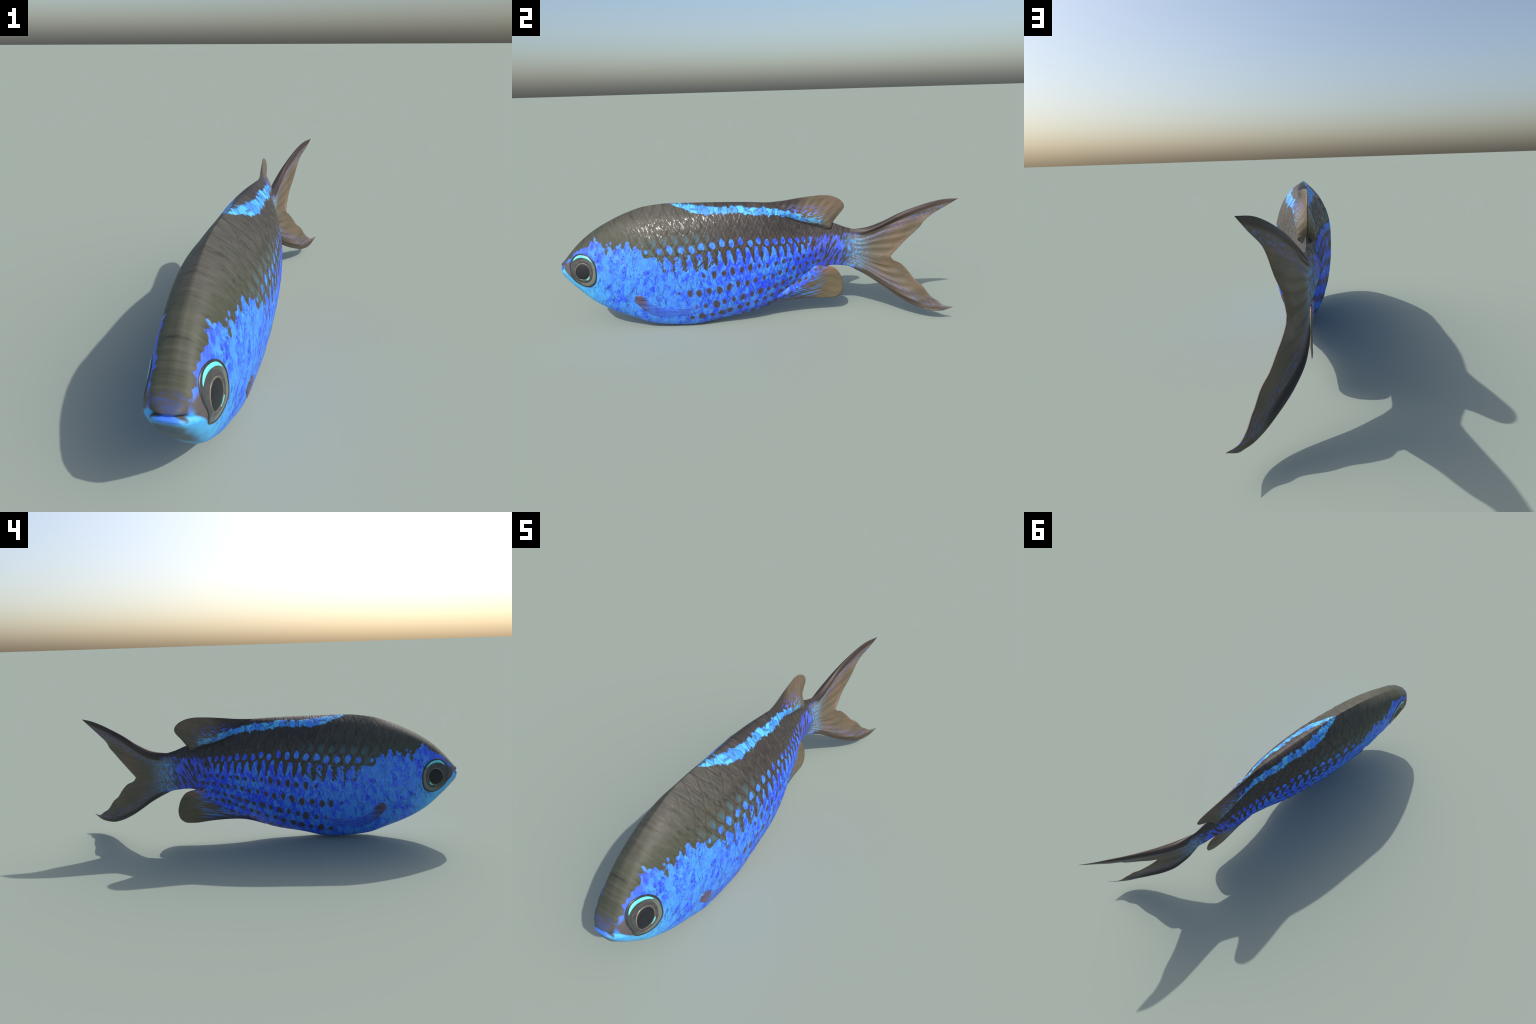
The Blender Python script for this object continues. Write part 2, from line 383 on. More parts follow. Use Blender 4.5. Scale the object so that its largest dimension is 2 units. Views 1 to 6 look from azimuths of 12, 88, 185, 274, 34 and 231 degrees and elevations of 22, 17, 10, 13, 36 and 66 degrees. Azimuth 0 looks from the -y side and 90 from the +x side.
    # grey-brown wedge between eye and mouth, dark upper lip
    wedge = n.mul(n.mul(n.step(y, -.978, -.962), n.inv(n.step(y, -.925, -.905))),
                  n.mul(n.step(z, n.add(n.mul(n.add(y, .97), -1.15), .348), n.add(n.mul(n.add(y, .97), -1.15), .358)),
                        n.inv(n.step(z, n.add(n.mul(n.add(y, .97), .35), .372), n.add(n.mul(n.add(y, .97), .35), .384)))))
    colr = n.mix(wedge, colr, S(84, 78, 80))
    ax = n.m('ABSOLUTE', n.sub(x, .005))
    lip = n.mul(n.inv(n.step(y, -.972, -.955)), n.mul(n.step(z, .356, .361), n.inv(n.step(ax, .040, .060))))
    band = n.noise(n.vec(n.mul(x, .25), y, n.mul(z, 1.)), 75, 2, .5, .6)
    colr = n.mix(n.mul(lip, .75), colr, n.mix(n.step(band, .44, .62), S(74, 71, 70), S(62, 78, 128)))
    under = n.mul(n.inv(n.step(n.add(y, n.mul(n.noise(P, 40, 2), .04)), -.92, -.83)), n.mul(n.inv(n.step(n.add(z, n.mul(n.mul(ax, ax), 4.)), .330, .350)), n.inv(n.step(n.add(ax, n.mul(n.noise(P, 60, 2), .03)), .045, .080))))
    colr = n.mix(n.mul(under, .9), colr, S(76, 79, 74))
    # dorsal band
    smask, scol, seam = stripe_nodes(n, y, z, P)
    colr = n.mix(smask, colr, scol)
    # start of the tail fin: pale grey, cyan flecks
    root = n.mul(n.step(n.add(y, n.mul(n.sub(n.noise(sv, 1., 2), .5), .05)), .43, .515), n.mul(n.step(z, .262, .285), n.inv(n.step(z, .440, .460))))
    fleck = n.step(n.noise(n.vec(0., n.add(n.mul(y, 60.), n.mul(z, -14.)), n.mul(z, 42.)), 1., 2), .45, .62)
    colr = n.mix(n.mul(root, .85), colr, n.mix(n.mul(fleck, .75), S(108, 112, 108), n.mix(n.noise(P, 40, 2), S(72, 150, 240), S(96, 206, 240))))
    # relief for bump
    bp2 = n.vec(0., n.add(n.mul(y, 95.), n.mul(z, 34.)), n.mul(z, 52.))
    chip = n.noise(bp2, 1., 2, .55)
    calm = n.step(y, -.78, -.50)
    hgt = n.add(n.mul(n.step(arc, 0., .16), n.mul(rear, .22)), n.mul(chip, n.mixf(calm, .03, .5)))
    hgt = n.add(hgt, n.mul(n.mul(n.step(wisp, 0., .05), blue), n.mul(n.inv(rear), .12)))
    hgt = n.add(hgt, n.mul(n.mul(n.step(seam, 0., .14), smask), .3))
    # glossy flecks on the dark scales, satin elsewhere
    gloss = n.mul(n.mul(n.step(chip, .52, .60), n.inv(blue)), n.mul(calm, n.inv(n.step(z, .600, .625))))
    rgh = n.mixf(gloss, n.mixf(blue, .60, .55), .24)
    out = n.new('NodeGroupOutput')
    n.put(out.inputs['Color'], colr); n.put(out.inputs['Height'], hgt); n.put(out.inputs['Roughness'], rgh)
    return g

SKIN = build_skin_group()

def new_mat(name):
    mt = bpy.data.materials.new(name); mt.use_nodes = True
    n = N(mt.node_tree); b = mt.node_tree.nodes['Principled BSDF']
    return mt, n, b

def bump(n, b, h, strength, dist):
    bp = n.new('ShaderNodeBump'); bp.inputs['Strength'].default_value = strength
    bp.inputs['Distance'].default_value = dist
    n.put(bp.inputs['Height'], h); n.put(b.inputs['Normal'], bp.outputs[0])

def skin_material(name):
    mt, n, b = new_mat(name)
    g = n.new('ShaderNodeGroup'); g.node_tree = SKIN
    n.put(b.inputs['Base Color'], g.outputs['Color'])
    n.put(b.inputs['Roughness'], g.outputs['Roughness'])
    b.inputs['Specular IOR Level'].default_value = .5
    bump(n, b, g.outputs['Height'], .55, .006)
    return mt

def plain(name, colr, rough=.4, vary=.25, spec=.5, scale=60):
    mt, n, b = new_mat(name)
    x, y, z = n.yz()
    f = n.noise(n.vec(0., y, z), scale, 3)
    dk = tuple(c * (1 - vary) for c in colr); lt = tuple(min(1, c * (1 + vary)) for c in colr)
    n.put(b.inputs['Base Color'], n.mix(n.step(f, .35, .65), dk, lt))
    b.inputs['Roughness'].default_value = rough
    b.inputs['Specular IOR Level'].default_value = spec
    return mt

def fin_material(name, kind):
    mt, n, b = new_mat(name)
    x, y, z = n.yz()
    P = n.vec(0., y, z)
    w = n.noise(P, 9, 2)
    base = n.mix(n.step(w, .35, .65), S(96, 87, 71), S(110, 94, 76))
    if kind == 'caudal':
        # fan coordinates: rays leave a point inside the tail stalk
        dy = n.sub(y, .36); dz = n.sub(z, .366)
        ang = n.m('ARCTAN2', dz, dy)
        rad = n.m('SQRT', n.add(n.mul(dy, dy), n.mul(dz, dz)))
        ray = n.noise(n.vec(0., n.mul(ang, 64.), n.mul(rad, 5.)), 1., 2, .55)
        lead = n.fcurve(y, [.40, .50, .58, .65, .72, .80, .88, 1.0], [.448, .446, .452, .480, .522, .567, .602, .640])
        leadlo = n.fcurve(y, [.40, .50, .56, .62, .68, .75, .83, .90, 1.0], [.285, .268, .252, .217, .172, .128, .086, .066, .07])
        c = n.mix(n.mul(n.inv(n.step(ray, .34, .60)), .34), base, S(76, 69, 56))
        root = n.inv(n.step(y, .52, .68))
        c = n.mix(n.mul(root, .55), c, S(112, 114, 104))
        # blue flecks: broad at the root, then following both leading edges
        fl = n.noise(n.vec(0., n.mul(ang, 50.), n.mul(rad, 80.)), 1., 1)
        up_d = n.sub(n.sub(lead, .007), z); lo_d = n.sub(z, leadlo)
        edge = n.mx(n.mul(n.step(up_d, .0, .010), n.inv(n.step(up_d, .02, .058))),
                    n.mul(n.mul(n.step(lo_d, .005, .018), n.inv(n.step(lo_d, .03, .07))), .8))
        rootm = n.mul(n.inv(n.step(n.add(y, n.mul(n.sub(ray, .5), .10)), .53, .62)), n.mul(n.step(up_d, 0., .02), n.step(lo_d, 0., .02)))
        fm = n.mul(n.step(fl, .46, .66), n.mx(n.mul(edge, .6), rootm))
        fc = n.mix(n.step(y, .52, .64), S(84, 178, 244), S(98, 112, 200))
        c = n.mix(n.mul(fm, .85), c, fc)
        c = n.mix(n.mul(n.inv(n.step(up_d, -.006, .006)), .97), c, S(54, 43, 40))
        c = n.mix(n.mul(n.inv(n.step(lo_d, -.004, .018)), .88), c, S(56, 49, 44))
        g = n.new('ShaderNodeGroup'); g.node_tree = SKIN
        c = n.mix(n.inv(n.step(y, .505, .555)), c, g.outputs['Color'])
        hgt = ray
    elif kind == 'dorsal':
        # rays lean back
        ray = n.noise(n.vec(0., n.mul(n.sub(z, n.mul(y, .30)), 85.), n.mul(y, 6.)), 1., 2, .55)
        c = n.mix(n.mul(n.inv(n.step(ray, .36, .56)), .45), base, S(88, 74, 62))
        c = n.mix(n.inv(n.step(n.sub(y, n.mul(n.sub(z, .6), .4)), .17, .28)), c, S(58, 51, 48))
        fl = n.noise(n.vec(0., n.mul(n.sub(z, n.mul(y, .10)), 120.), n.mul(y, 38.)), 1., 1)
        zone = n.mul(n.mul(n.step(y, .13, .19), n.inv(n.step(y, .30, .38))), n.inv(n.step(n.sub(z, n.mul(n.sub(y, .2), -.1)), .59, .635)))
        c = n.mix(n.mul(n.mul(n.step(fl, .52, .62), zone), .75), c, n.mix(n.step(z, .54, .60), S(84, 178, 236), S(84, 100, 220)))
        smask, scol, seam = stripe_nodes(n, y, z, P)
        low = n.mul(n.inv(n.step(n.sub(z, n.fcurve(y, Y_SLO, Z_SLO)), -.004, .001)), n.inv(n.step(y, .30, .42)))
        c = n.mix(low, c, DARK)
        c = n.mix(n.mul(smask, n.inv(n.mul(n.step(y, .15, .28), .45))), c, scol)
        hgt = ray
    else:
        base = n.mix(n.step(w, .35, .65), S(96, 90, 68), S(106, 95, 73))
        ray = n.noise(n.vec(0., n.mul(n.add(z, n.mul(y, -.16)), 105.), n.mul(y, 6.)), 1., 2, .55)
        c = n.mix(n.mul(n.inv(n.step(ray, .36, .56)), .45), base, S(84, 72, 54))
        c = n.mix(n.mul(n.step(n.sub(z, n.mul(y, .1)), .18, .23), .6), c, S(150, 104, 82))
        d = n.add(n.sub(y, .24), n.mul(n.sub(z, .17), -.35))
        zone = n.mul(n.inv(n.step(d, .02, .135)), n.inv(n.step(n.sub(z, n.mul(n.sub(y, .2), .55)), .185, .21)))
        c = n.mix(n.mul(n.inv(n.step(d, -.05, .06)), .9), c, S(54, 60, 110))
        c = n.mix(n.mul(n.step(ray, .46, .58), n.mul(zone, .9)), c, S(72, 148, 240))
        g = n.new('ShaderNodeGroup'); g.node_tree = SKIN
        near = n.step(n.add(n.sub(z, n.fcurve(y, [0., .08, .2, .3, .4], [.065, .105, .190, .2555, .285])), n.mul(n.sub(ray, .5), .05)), -.052, -.012)
        c = n.mix(n.mul(near, n.inv(n.step(y, .28, .36))), c, g.outputs['Color'])
        dk = n.mul(n.inv(n.step(n.sub(z, n.mul(y, .04)), .105, .128)), n.inv(n.step(y, .24, .36)))
        c = n.mix(n.mul(dk, .9), c, S(62, 56, 54))
        hgt = ray
    n.put(b.inputs['Base Color'], c)
    b.inputs['Roughness'].default_value = .48
    b.inputs['Specular IOR Level'].default_value = .45
    bump(n, b, hgt, .3, .003)
    return mt

def pectoral_material():
    mt, n, b = new_mat('pectoral_fin_skin')
    g = n.new('ShaderNodeGroup'); g.node_tree = SKIN
    x, y, z = n.yz()
    ray = n.noise(n.vec(0., n.mul(n.add(z, n.mul(y, .10)), 120.), n.mul(y, 8.)), 1., 2)
    film = n.mix(n.step(ray, .40, .60), S(54, 72, 166), S(66, 112, 226))
    c = n.mix(n.mul(n.inv(n.step(y, -.38, -.28)), .72), g.outputs['Color'], film)
    knob = n.inv(n.step(n.add(y, n.mul(n.noise(n.vec(0., y, z), 30, 2), .09)), -.555, -.500))
    c = n.mix(n.mul(knob, .9), c, n.mix(n.step(ray, .40, .6), S(66, 60, 76), S(104, 84, 84)))
    n.put(b.inputs['Base Color'], c)
    b.inputs['Roughness'].default_value = .42
    bump(n, b, ray, .5, .003)
    return mt

M_SKIN = skin_material('iridescent_skin')
M_CAUDAL = fin_material('caudal_fin_membrane', 'caudal')
M_DORSAL = fin_material('dorsal_fin_membrane', 'dorsal')
M_ANAL = fin_material('anal_fin_membrane', 'anal')
M_PECT = pectoral_material()

# ----------------------------------------------------------------------------
# object helpers
# ----------------------------------------------------------------------------
coll = bpy.context.scene.collection
root = bpy.data.objects.new('blue_reef_fish', None)
root.empty_display_size = .2
coll.objects.link(root)
root['label'] = 'slender bright blue reef fish with dark back and forked brown tail'
root['category'] = 'fish'

def make(name, verts, faces, mat, parent=root, smooth=True, normals=None, link=True):
    me = bpy.data.meshes.new(name)
    me.from_pydata([tuple(map(float, v)) for v in verts], [], faces)
    me.update()
    me.materials.append(mat)
    if smooth: me.polygons.foreach_set('use_smooth', [True] * len(me.polygons))
    if normals is not None:
        me.normals_split_custom_set_from_vertices([tuple(map(float, v)) for v in normals])
    ob = bpy.data.objects.new(name, me)
    coll.objects.link(ob); ob.parent = parent
    return ob

# ----------------------------------------------------------------------------
# body: one smooth loft, then split into head / trunk / tail stalk
# ----------------------------------------------------------------------------
ny = 300
ys = np.concatenate([-1 + .10 * np.linspace(0, 1, 50) ** 1.8, np.linspace(-.9, Y_END, ny)[1:]])
ns = 90
h = np.linspace(0, 1, ns)
s_half = np.cos(h * math.pi)                       # 1 .. -1, dense at ridge and keel
ring = []
for side, ss in ((1, s_half), (-1, s_half[::-1][1:-1])):
    for s in ss: ring.append((side, s))
nr = len(ring)
Vb = np.zeros((len(ys), nr, 3))
for j, (side, s) in enumerate(ring):
    Vb[:, j] = surf_s(ys, np.full(len(ys), s), side)
idx = np.arange(len(ys) * nr).reshape(len(ys), nr)
faces = []
for i in range(len(ys) - 1):
    for j in range(nr):
        k = (j + 1) % nr
        faces.append((idx[i, j], idx[i + 1, j], idx[i + 1, k], idx[i, k]))
faces = [tuple(int(a) for a in f) for f in faces]
faces.append(tuple(int(a) for a in idx[0]))
faces.append(tuple(int(a) for a in idx[-1][::-1]))
Vflat = Vb.reshape(-1, 3)
tmp = bpy.data.meshes.new('tmp'); tmp.from_pydata([tuple(map(float, v)) for v in Vflat], [], faces); tmp.update()
import bmesh
bm = bmesh.new(); bm.from_mesh(tmp); bmesh.ops.recalc_face_normals(bm, faces=bm.faces); bm.to_mesh(tmp); bm.free()
tmp.update()
vn = np.zeros(len(Vflat) * 3); tmp.vertex_normals.foreach_get('vector', vn); vn = vn.reshape(-1, 3)
faces = [tuple(p.vertices) for p in tmp.polygons]
bpy.data.meshes.remove(tmp)

def region(f):
    c = Vflat[list(f)].mean(0)
    if c[1] < float(gill_y(np.clip(c[2], .10, .48))) + .006: return 'head'
    return 'tail_stalk' if c[1] > .38 else 'trunk'
groups = {'head': [], 'trunk': [], 'tail_stalk': []}
for f in faces: groups[region(f)].append(f)
parts = {}
for nm, fs in groups.items():
    used = sorted({v for f in fs for v in f}); mp = {v: i for i, v in enumerate(used)}
    parts[nm] = make(nm, Vflat[used], [tuple(mp[v] for v in f) for f in fs], M_SKIN, normals=vn[used])

# ----------------------------------------------------------------------------
# scales: low plates on the staggered lattice, free rounded edge to the rear
# ----------------------------------------------------------------------------
def scale_patch(c, r, side):
    nu, nv = 7, 7
    V = []; F = []
    jit = rng.uniform(-.05, .05, 2); lift = rng.uniform(.8, 1.2)
    if r < -1 and col_to_y(c) > -.25: lift *= .4        # the rear back is smoother
    for i in range(nu):
        u = i / (nu - 1)                               # 0 front .. 1 rear
        for j in range(nv):
            v = -1 + 2 * j / (nv - 1)
            cu = c + jit[0] + (-.42 + u * (1.02 - .42 * v * v))
            rv = r + jit[1] + .86 * v * (1 - .12 * u)
            y = float(col_to_y(cu)); z = float(row_to_z(rv, y))
            rim = max(u, abs(v)) if u > .3 else abs(v)
            hgt = (.0002 + .0025 * u ** 1.2) * lift
            if rim > .98 or i == 0: hgt = -.0012
            V.append((y, z, hgt))
    A = np.array(V)
    P = surf(A[:, 0], A[:, 1], side) + surf_n(A[:, 0], A[:, 1], side) * A[:, 2:3]
    for i in range(nu - 1):
        for j in range(nv - 1):
            a = i * nv + j; q = (a, a + nv, a + nv + 1, a + 1)
            F.append(q if side > 0 else q[::-1])
    return P, F

cands = []
for side in (1, -1):
    for r in range(-4, 6):
        half = .5 if r % 2 else 0.
        for k in range(0, int(C_MAX)):
            c = k + half
            y = float(col_to_y(c + .1))
            if y < -.58 + .04 * max(0, -r - 1) or y > .36: continue
            z = float(row_to_z(r, y))
            sec = section(np.array(y))
            top = float(sec['T']) - .035; bot = float(sec['B']) + .035
            ya = float(col_to_y(c + .7)); yb = float(col_to_y(c - .45))
            ok = True
            for yy in (ya, yb):
                s2 = section(np.array(yy))
                if row_to_z(r - .9, yy) > s2['T'] - .02 or row_to_z(r + .9, yy) < s2['B'] + .012: ok = False
            if not ok or z > top or z < bot: continue
            if -.68 < y < -.25 and z < .205: continue    # pectoral fin lies here
            size = float(pchip(LAT_Y, LAT_P, np.clip(y, -.8, .52))) * (.5 if r < -1 else 1.)
            cands.append((size, side, c, r))
cands.sort(key=lambda q: (-round(q[0], 3), q[2], q[3], q[1]))
single = cands[:300]; rest = cands[300:]
for size, side, c, r in single:
    P, F = scale_patch(c, r, side)
    make('scale', P, F, M_SKIN, parent=parts['trunk'])
if rest:
    VV = []; FF = []; o = 0
    for size, side, c, r in rest:
        P, F = scale_patch(c, r, side)
        VV.append(P); FF += [tuple(a + o for a in f) for f in F]; o += len(P)
    ob = make('small_scales', np.concatenate(VV), FF, M_SKIN, parent=parts['trunk'])
    ob['kind'] = 'stuff'

# ----------------------------------------------------------------------------
# fins: solid two-sided membranes with a thick root, thin edge and raised rays
# ----------------------------------------------------------------------------
def solid_fin(name, grid, half, mat, rays=0, ray_h=.0008, facing=None):
    """grid (nu,nv,3) mid surface, half (nu,nv) half thickness"""
    nu, nv = grid.shape[:2]
    du = np.gradient(grid, axis=0); dv = np.gradient(grid, axis=1)
    n = np.cross(du, dv); n /= np.maximum(np.linalg.norm(n, axis=-1, keepdims=True), 1e-9)
    if facing is not None: n = facing(grid)
    n[n[..., 0] < 0] *= -1
    if rays:
        u = np.linspace(0, 1, nu)[:, None]; v = np.linspace(0, 1, nv)[None]
        rip = np.sin(u * rays * 2 * math.pi) * sstep(0, .25, v) * (1 - sstep(.8, 1, v)) * sstep(.04, .22, u) * (1 - sstep(.78, .96, u))
        grid = grid + n * (rip * ray_h)[..., None]
    A = grid + n * half[..., None]; B = grid - n * half[..., None]
    V = np.concatenate([A.reshape(-1, 3), B.reshape(-1, 3)]); o = nu * nv
    F = []
    ix = lambda i, j: i * nv + j
    for i in range(nu - 1):
        for j in range(nv - 1):
            F.append((ix(i, j), ix(i + 1, j), ix(i + 1, j + 1), ix(i, j + 1)))
            F.append((o + ix(i, j), o + ix(i, j + 1), o + ix(i + 1, j + 1), o + ix(i + 1, j)))
    for i in range(nu - 1):
        F.append((ix(i, nv - 1), ix(i + 1, nv - 1), o + ix(i + 1, nv - 1), o + ix(i, nv - 1)))
        F.append((ix(i, 0), o + ix(i, 0), o + ix(i + 1, 0), ix(i + 1, 0)))
    for j in range(nv - 1):
        F.append((ix(0, j), ix(0, j + 1), o + ix(0, j + 1), o + ix(0, j)))
        F.append((ix(nu - 1, j), o + ix(nu - 1, j), o + ix(nu - 1, j + 1), ix(nu - 1, j + 1)))
    ob = make(name, V, F, mat)
    bm = bmesh.new(); bm.from_mesh(ob.data)
    bmesh.ops.remove_doubles(bm, verts=bm.verts, dist=1e-6)
    bmesh.ops.recalc_face_normals(bm, faces=bm.faces)
    bm.to_mesh(ob.data); bm.free()
    ob.data.polygons.foreach_set('use_smooth', [True] * len(ob.data.polygons))
    return ob

# tail fin: Coons patch between root, two leading edges and the forked rear edge
UPPER = [(-.0445, .455, .472), (-.039, .517, .475), (-.037, .575, .482), (-.025, .655, .514), (-.006, .739, .561),
         (.016, .814, .595), (.036, .874, .619), (.060, .939, .638), (.088, .998, .645)]
LOWER = [(-.0445, .455, .288), (-.040, .515, .258), (-.036, .557, .236), (-.029, .613, .203), (-.015, .682, .157), (.013, .747, .115),
         (.058, .828, .074), (.092, .893, .055), (.111, .942, .058), (.136, .998, .087)]
REAR_UP = [(.088, .998, .645), (.066, .942, .602), (.043, .889, .560), (.034, .850, .521), (.028, .834, .492),
           (.025, .818, .474), (.010, .761, .410), (.005, .697, .333)]
REAR_LO = [(.005, .697, .333), (.006, .706, .318), (.012, .750, .293), (.027, .786, .256), (.045, .818, .214), (.065, .853, .184), (.080, .884, .143),
           (.086, .895, .130), (.095, .930, .107), (.108, .955, .088), (.136, .998, .087)]
nu, nv = 121, 60
u = np.linspace(0, 1, nu); v = np.linspace(0, 1, nv)
half_n = nu // 2 + 1
rear_edge = np.concatenate([curve(REAR_UP, np.linspace(0, 1, half_n)), curve(REAR_LO, np.linspace(0, 1, nu - half_n + 1))[1:]])
base = curve([UPPER[0], (-.0445, .455, .38), LOWER[0]], u)
e0 = curve(UPPER, v); e1 = curve(LOWER, v)
U = u[:, None, None]; Vv = v[None, :, None]
grid = ((1 - Vv) * base[:, None] + Vv * rear_edge[:, None] + (1 - U) * e0[None] + U * e1[None]
        - ((1 - U) * (1 - Vv) * e0[0] + U * (1 - Vv) * e1[0] + (1 - U) * Vv * e0[-1] + U * Vv * e1[-1]))
uu = u[:, None]; vv = v[None]
grid[..., 0] += .022 * np.sin(math.pi * uu) ** 1.3 * (6.75 * vv * (1 - vv) ** 2)      # fork centre bows out
edge = np.minimum(uu, 1 - uu)
half = (.020 * (1 - vv) ** 1.6 + .0036) * (1 - .6 * sstep(.75, 1, vv)) * (.35 + .65 * np.sqrt(sstep(0, .09, edge)))
half *= .2 + .8 * sstep(.02, .24, vv)                 # root sinks into the tail stalk
half *= 1 + .5 * np.exp(-((edge - .06) / .05) ** 2) * sstep(.1, .4, vv)
def tail_facing(g):
    k = .12 + .38 * sstep(.55, .95, g[..., 1])          # the fin turns as it sweeps sideways
    v3 = np.stack([np.ones_like(k), -k, np.zeros_like(k)], -1)
    return v3 / np.linalg.norm(v3, axis=-1, keepdims=True)
solid_fin('caudal_fin', grid, half, M_CAUDAL, rays=13, ray_h=.0016, facing=tail_facing)

def spine_x(y): return pchip(Y_SPI, SPINE, np.minimum(y, .47))

# dorsal fin: soft rear lobe rising from the back ridge
D_OUT = [(-.06, .640), (.0, .6425), (.068, .641), (.13, .6435), (.23, .6535), (.30, .6585), (.366, .658), (.413, .645), (.440, .628),
         (.456, .606), (.457, .592), (.450, .578), (.42, .545), (.390, .512)]
D_BASE = [(-.06, .60), (.05, .575), (.12, .55), (.20, .515), (.28, .49), (.34, .478), (.385, .475)]
nu, nv = 120, 34
u = np.linspace(0, 1, nu); v = np.linspace(0, 1, nv)
o2 = curve(D_OUT, u); b2 = curve(D_BASE, u ** .9)
yz = (1 - v[None, :, None]) * b2[:, None] + v[None, :, None] * o2[:, None]
lean = .0 * yz[..., 0] - .006 * sstep(.1, .45, yz[..., 0]) * sstep(.3, 1, v)[None]
grid = np.stack([spine_x(yz[..., 0]) + lean, yz[..., 0], yz[..., 1]], -1)
half = np.broadcast_to((.029 * np.exp(-((v - .32) / .25) ** 2) + .003)[None], (nu, nv)).copy() * (.5 + .5 * sstep(.1, .4, u))[:, None]
half *= (1 - .45 * sstep(.9, 1, v))[None] * (.5 + .5 * (1 - sstep(.93, 1, u)))[:, None]
solid_fin('dorsal_fin', grid, half, M_DORSAL, rays=15, ray_h=.0009)

# anal fin
A_OUT = [(.0, .066), (.05, .082), (.10, .095), (.20, .103), (.29, .100), (.38, .0925), (.428, .097), (.450, .113), (.4615, .15), (.456, .19),
         (.437, .235), (.412, .262), (.36, .268), (.325, .2665)]
A_BASE = [(.0, .10), (.08, .15), (.15, .20), (.22, .25), (.28, .285), (.32, .30)]
o2 = curve(A_OUT, u); b2 = curve(A_BASE, u)
yz = (1 - v[None, :, None]) * b2[:, None] + v[None, :, None] * o2[:, None]
lean = -.003 * sstep(.1, .3, yz[..., 0]) - .007 * sstep(.1, .4, yz[..., 0]) * sstep(.2, 1, v)[None]
grid = np.stack([spine_x(yz[..., 0]) + lean, yz[..., 0], yz[..., 1]], -1)
half = np.broadcast_to((.019 * np.exp(-((v - .30) / .25) ** 2) + .003)[None], (nu, nv)).copy() * (.5 + .5 * sstep(.1, .4, u))[:, None]
half *= (1 - .45 * sstep(.9, 1, v))[None] * (.5 + .5 * (1 - sstep(.93, 1, u)))[:, None]
solid_fin('anal_fin', grid, half, M_ANAL, rays=13, ray_h=.0009)

# pectoral fins: folded flat along the lower flank
P_UP = [(-.625, .205), (-.605, .213), (-.58, .205), (-.545, .165), (-.52, .145), (-.449, .128), (-.36, .133), (-.285, .142)]
P_LO = [(-.632, .182), (-.615, .155), (-.585, .118), (-.555, .090), (-.52, .078), (-.43, .075), (-.35, .082), (-.285, .110)]
nu, nv = 60, 24
for side in (1, -1):
    u = np.linspace(0, 1, nu); v = np.linspace(0, 1, nv)
    a = curve(P_UP, u); b = curve(P_LO, u)
    yz = a[:, None] * (1 - v)[None, :, None] + b[:, None] * v[None, :, None]
    yy, zz = yz[..., 0], yz[..., 1]
    e = np.minimum(np.minimum(v, 1 - v)[None] * 6, np.minimum(u, 1 - u)[:, None] * 14); e = np.clip(e, 0, 1)
    hgt = (.0035 + .0035 * (1 - sstep(0, .3, u)))[:, None] * np.sqrt(e) + .0004 * np.sin(v * 2 * math.pi * 7)[None] * e - .0012
    P = surf(yy, zz, side) + surf_n(yy, zz, side) * hgt[..., None]
    F = []
    for i in range(nu - 1):
        for j in range(nv - 1):
            q = (i * nv + j, i * nv + j + 1, (i + 1) * nv + j + 1, (i + 1) * nv + j)
            F.append(q if side > 0 else q[::-1])
    make('pectoral_fin', P.reshape(-1, 3), F, M_PECT)

# ----------------------------------------------------------------------------
# eyes: layered rings laid on the head
# ----------------------------------------------------------------------------
EC = (-.8725, .340)                                  # pupil centre in (y, z)
def eye_outline(th, k):
    """outline of the whole eye (k=1) shrinking to the pupil (k=0)"""
    A = np.radians([0, 35, 60, 80, 105, 135, 160, 182, 245, 282, 312, 336, 360])
    R = np.array([.070, .078, .084, .088, .090, .083, .072, .061, .073, .087, .086, .076, .070])
    outer = np.interp(th, A, R)
    outer = (np.interp((th + .12) % (2 * math.pi), A, R) + outer + np.interp((th - .12) % (2 * math.pi), A, R)) / 3
    pup = .0385 * (1 + .05 * np.cos(2 * (th - 1.2)))
    return pup * (1 - k) + outer * k

M_RIM = plain('eye_rim_skin', S(46, 47, 50), .35, .2)
def outer_iris_material():
    mt, n, b = new_mat('outer_iris')
    x, y, z = n.yz()
    f = n.noise(n.vec(0., y, z), 40, 3)
    d = n.add(n.mul(n.add(y, .8725), 9.), n.mul(n.sub(z, .34), -5.))        # rear and below is paler
    c = n.mix(n.step(n.add(d, n.mul(n.sub(f, .5), .8)), -.35, .55), S(60, 66, 68), S(106, 114, 106))
    n.put(b.inputs['Base Color'], c); b.inputs['Roughness'].default_value = .3
    return mt
M_OUTER = outer_iris_material()
M_IRIS = plain('inner_iris', S(70, 67, 69), .3, .22, scale=45)
M_GOLD = plain('pupil_ring', S(108, 106, 94), .3, .2)
M_PUPIL = plain('pupil_black', S(30, 33, 38), .45, .1, .3)
M_GLINT = plain('iris_crescent', S(104, 222, 226), .3, .12)
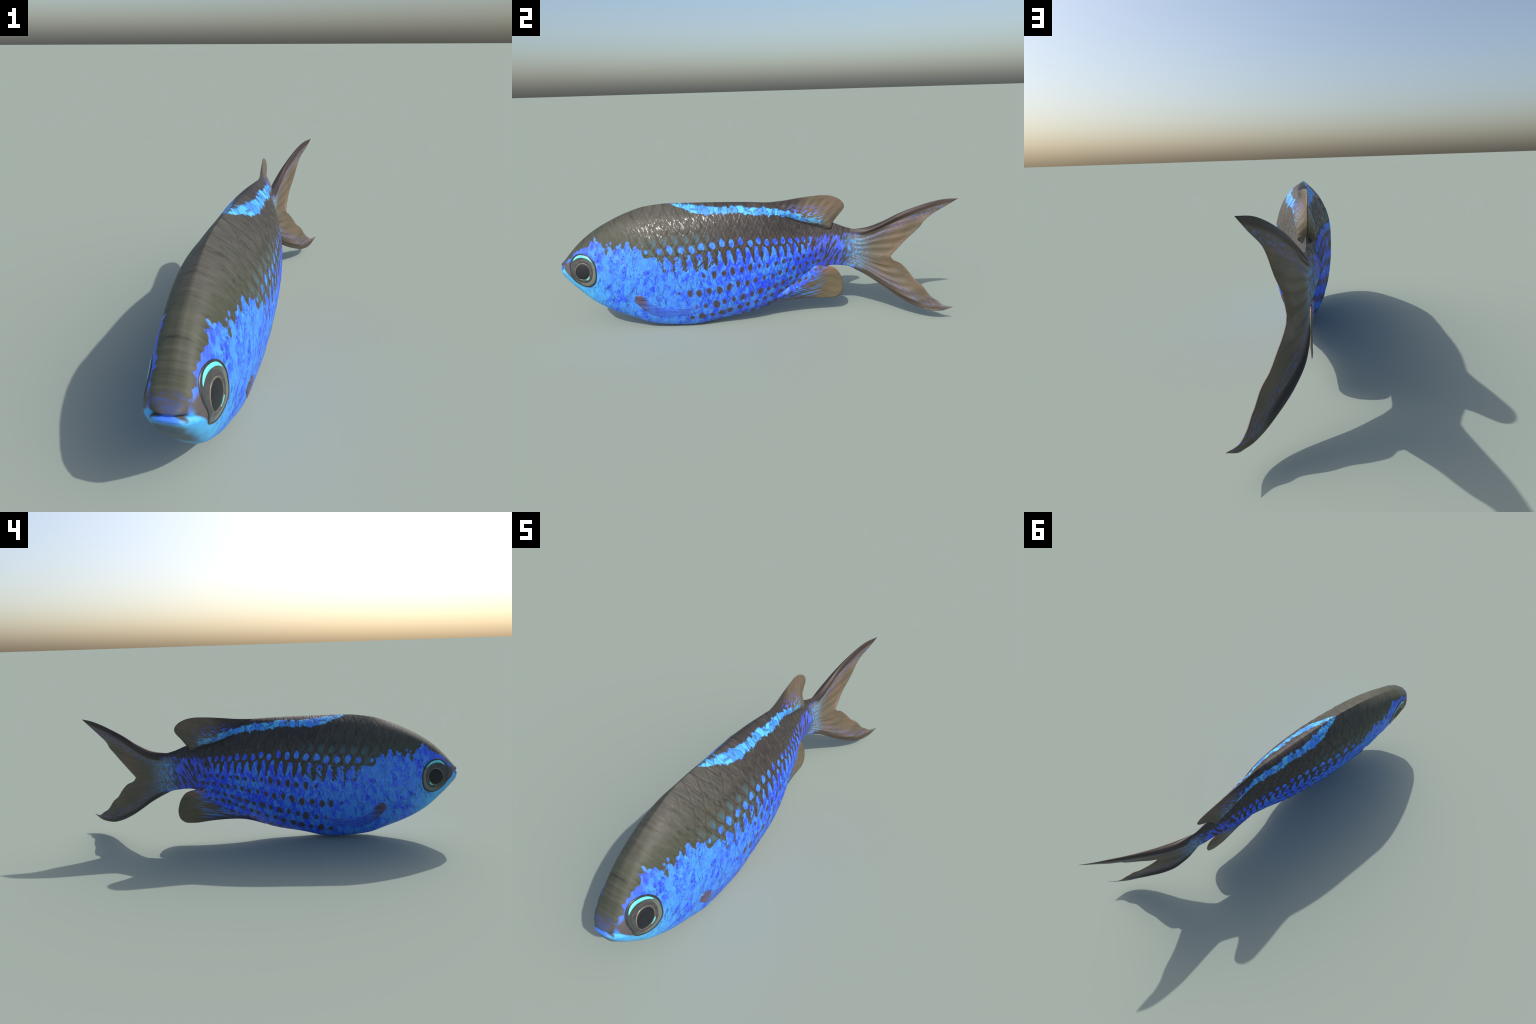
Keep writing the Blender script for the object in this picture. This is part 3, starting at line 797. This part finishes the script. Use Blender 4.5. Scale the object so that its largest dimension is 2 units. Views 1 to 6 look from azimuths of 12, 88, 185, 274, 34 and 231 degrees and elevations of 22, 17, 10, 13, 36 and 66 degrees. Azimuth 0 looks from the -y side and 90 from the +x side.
def ring_mesh(name, side, k0, k1, prof, mat, parent, th0=0., th1=2 * math.pi, nt=96, nk=8, pinch=False):
    closed = abs(th1 - th0 - 2 * math.pi) < 1e-6
    th = np.linspace(th0, th1, nt, endpoint=not closed)
    V = []
    for i in range(nk + 1):
        a = i / nk
        kk = k0 + (k1 - k0) * a
        if pinch:                                    # crescent: narrows to both ends
            q = np.sin(np.pi * (th - th0) / (th1 - th0)) ** .6
            mid = (k0 + k1) / 2; kk = mid + (kk - mid) * q
        r = eye_outline(th, kk) if k0 > -.5 else eye_outline(th, 0.) * a
        y = EC[0] + r * np.cos(th); z = EC[1] + r * np.sin(th)
        hh = np.full(nt, prof(a))
        V.append(surf(y, z, side) + surf_n(y, z, side) * hh[:, None])
    V = np.concatenate(V); F = []
    for i in range(nk):
        for j in range(nt if closed else nt - 1):
            j2 = (j + 1) % nt
            q = (i * nt + j, (i + 1) * nt + j, (i + 1) * nt + j2, i * nt + j2)
            F.append(q if side > 0 else q[::-1])
    return make(name, V, F, mat, parent=parent)

for side in (1, -1):
    rim = ring_mesh('eye', side, .75, 1.0, lambda a: -.001 + .0038 * math.sin(math.pi * a) ** .7, M_RIM, parts['head'])
    ring_mesh('outer_iris', side, .42, .82, lambda a: .0012 + .0016 * math.sin(math.pi * a), M_OUTER, rim)
    ring_mesh('inner_iris', side, .05, .48, lambda a: .0008 + .0016 * math.sin(math.pi * a), M_IRIS, rim)
    ring_mesh('pupil_ring', side, -.04, .09, lambda a: .0010 + .0018 * math.sin(math.pi * a), M_GOLD, rim)
    ring_mesh('pupil', side, -1., 0., lambda a: .0014 + .0028 * math.sqrt(max(0, 1 - a * a)), M_PUPIL, rim, nk=10)
    ring_mesh('iris_crescent', side, .56, .86, lambda a: .0022 + .0014 * math.sin(math.pi * a), M_GLINT, rim,
              th0=math.radians(42), th1=math.radians(132), nt=40, pinch=True)
    ring_mesh('iris_crescent', side, .02, .18, lambda a: .0022 + .0012 * math.sin(math.pi * a), M_GLINT, rim,
              th0=math.radians(285), th1=math.radians(325), nt=24, pinch=True)
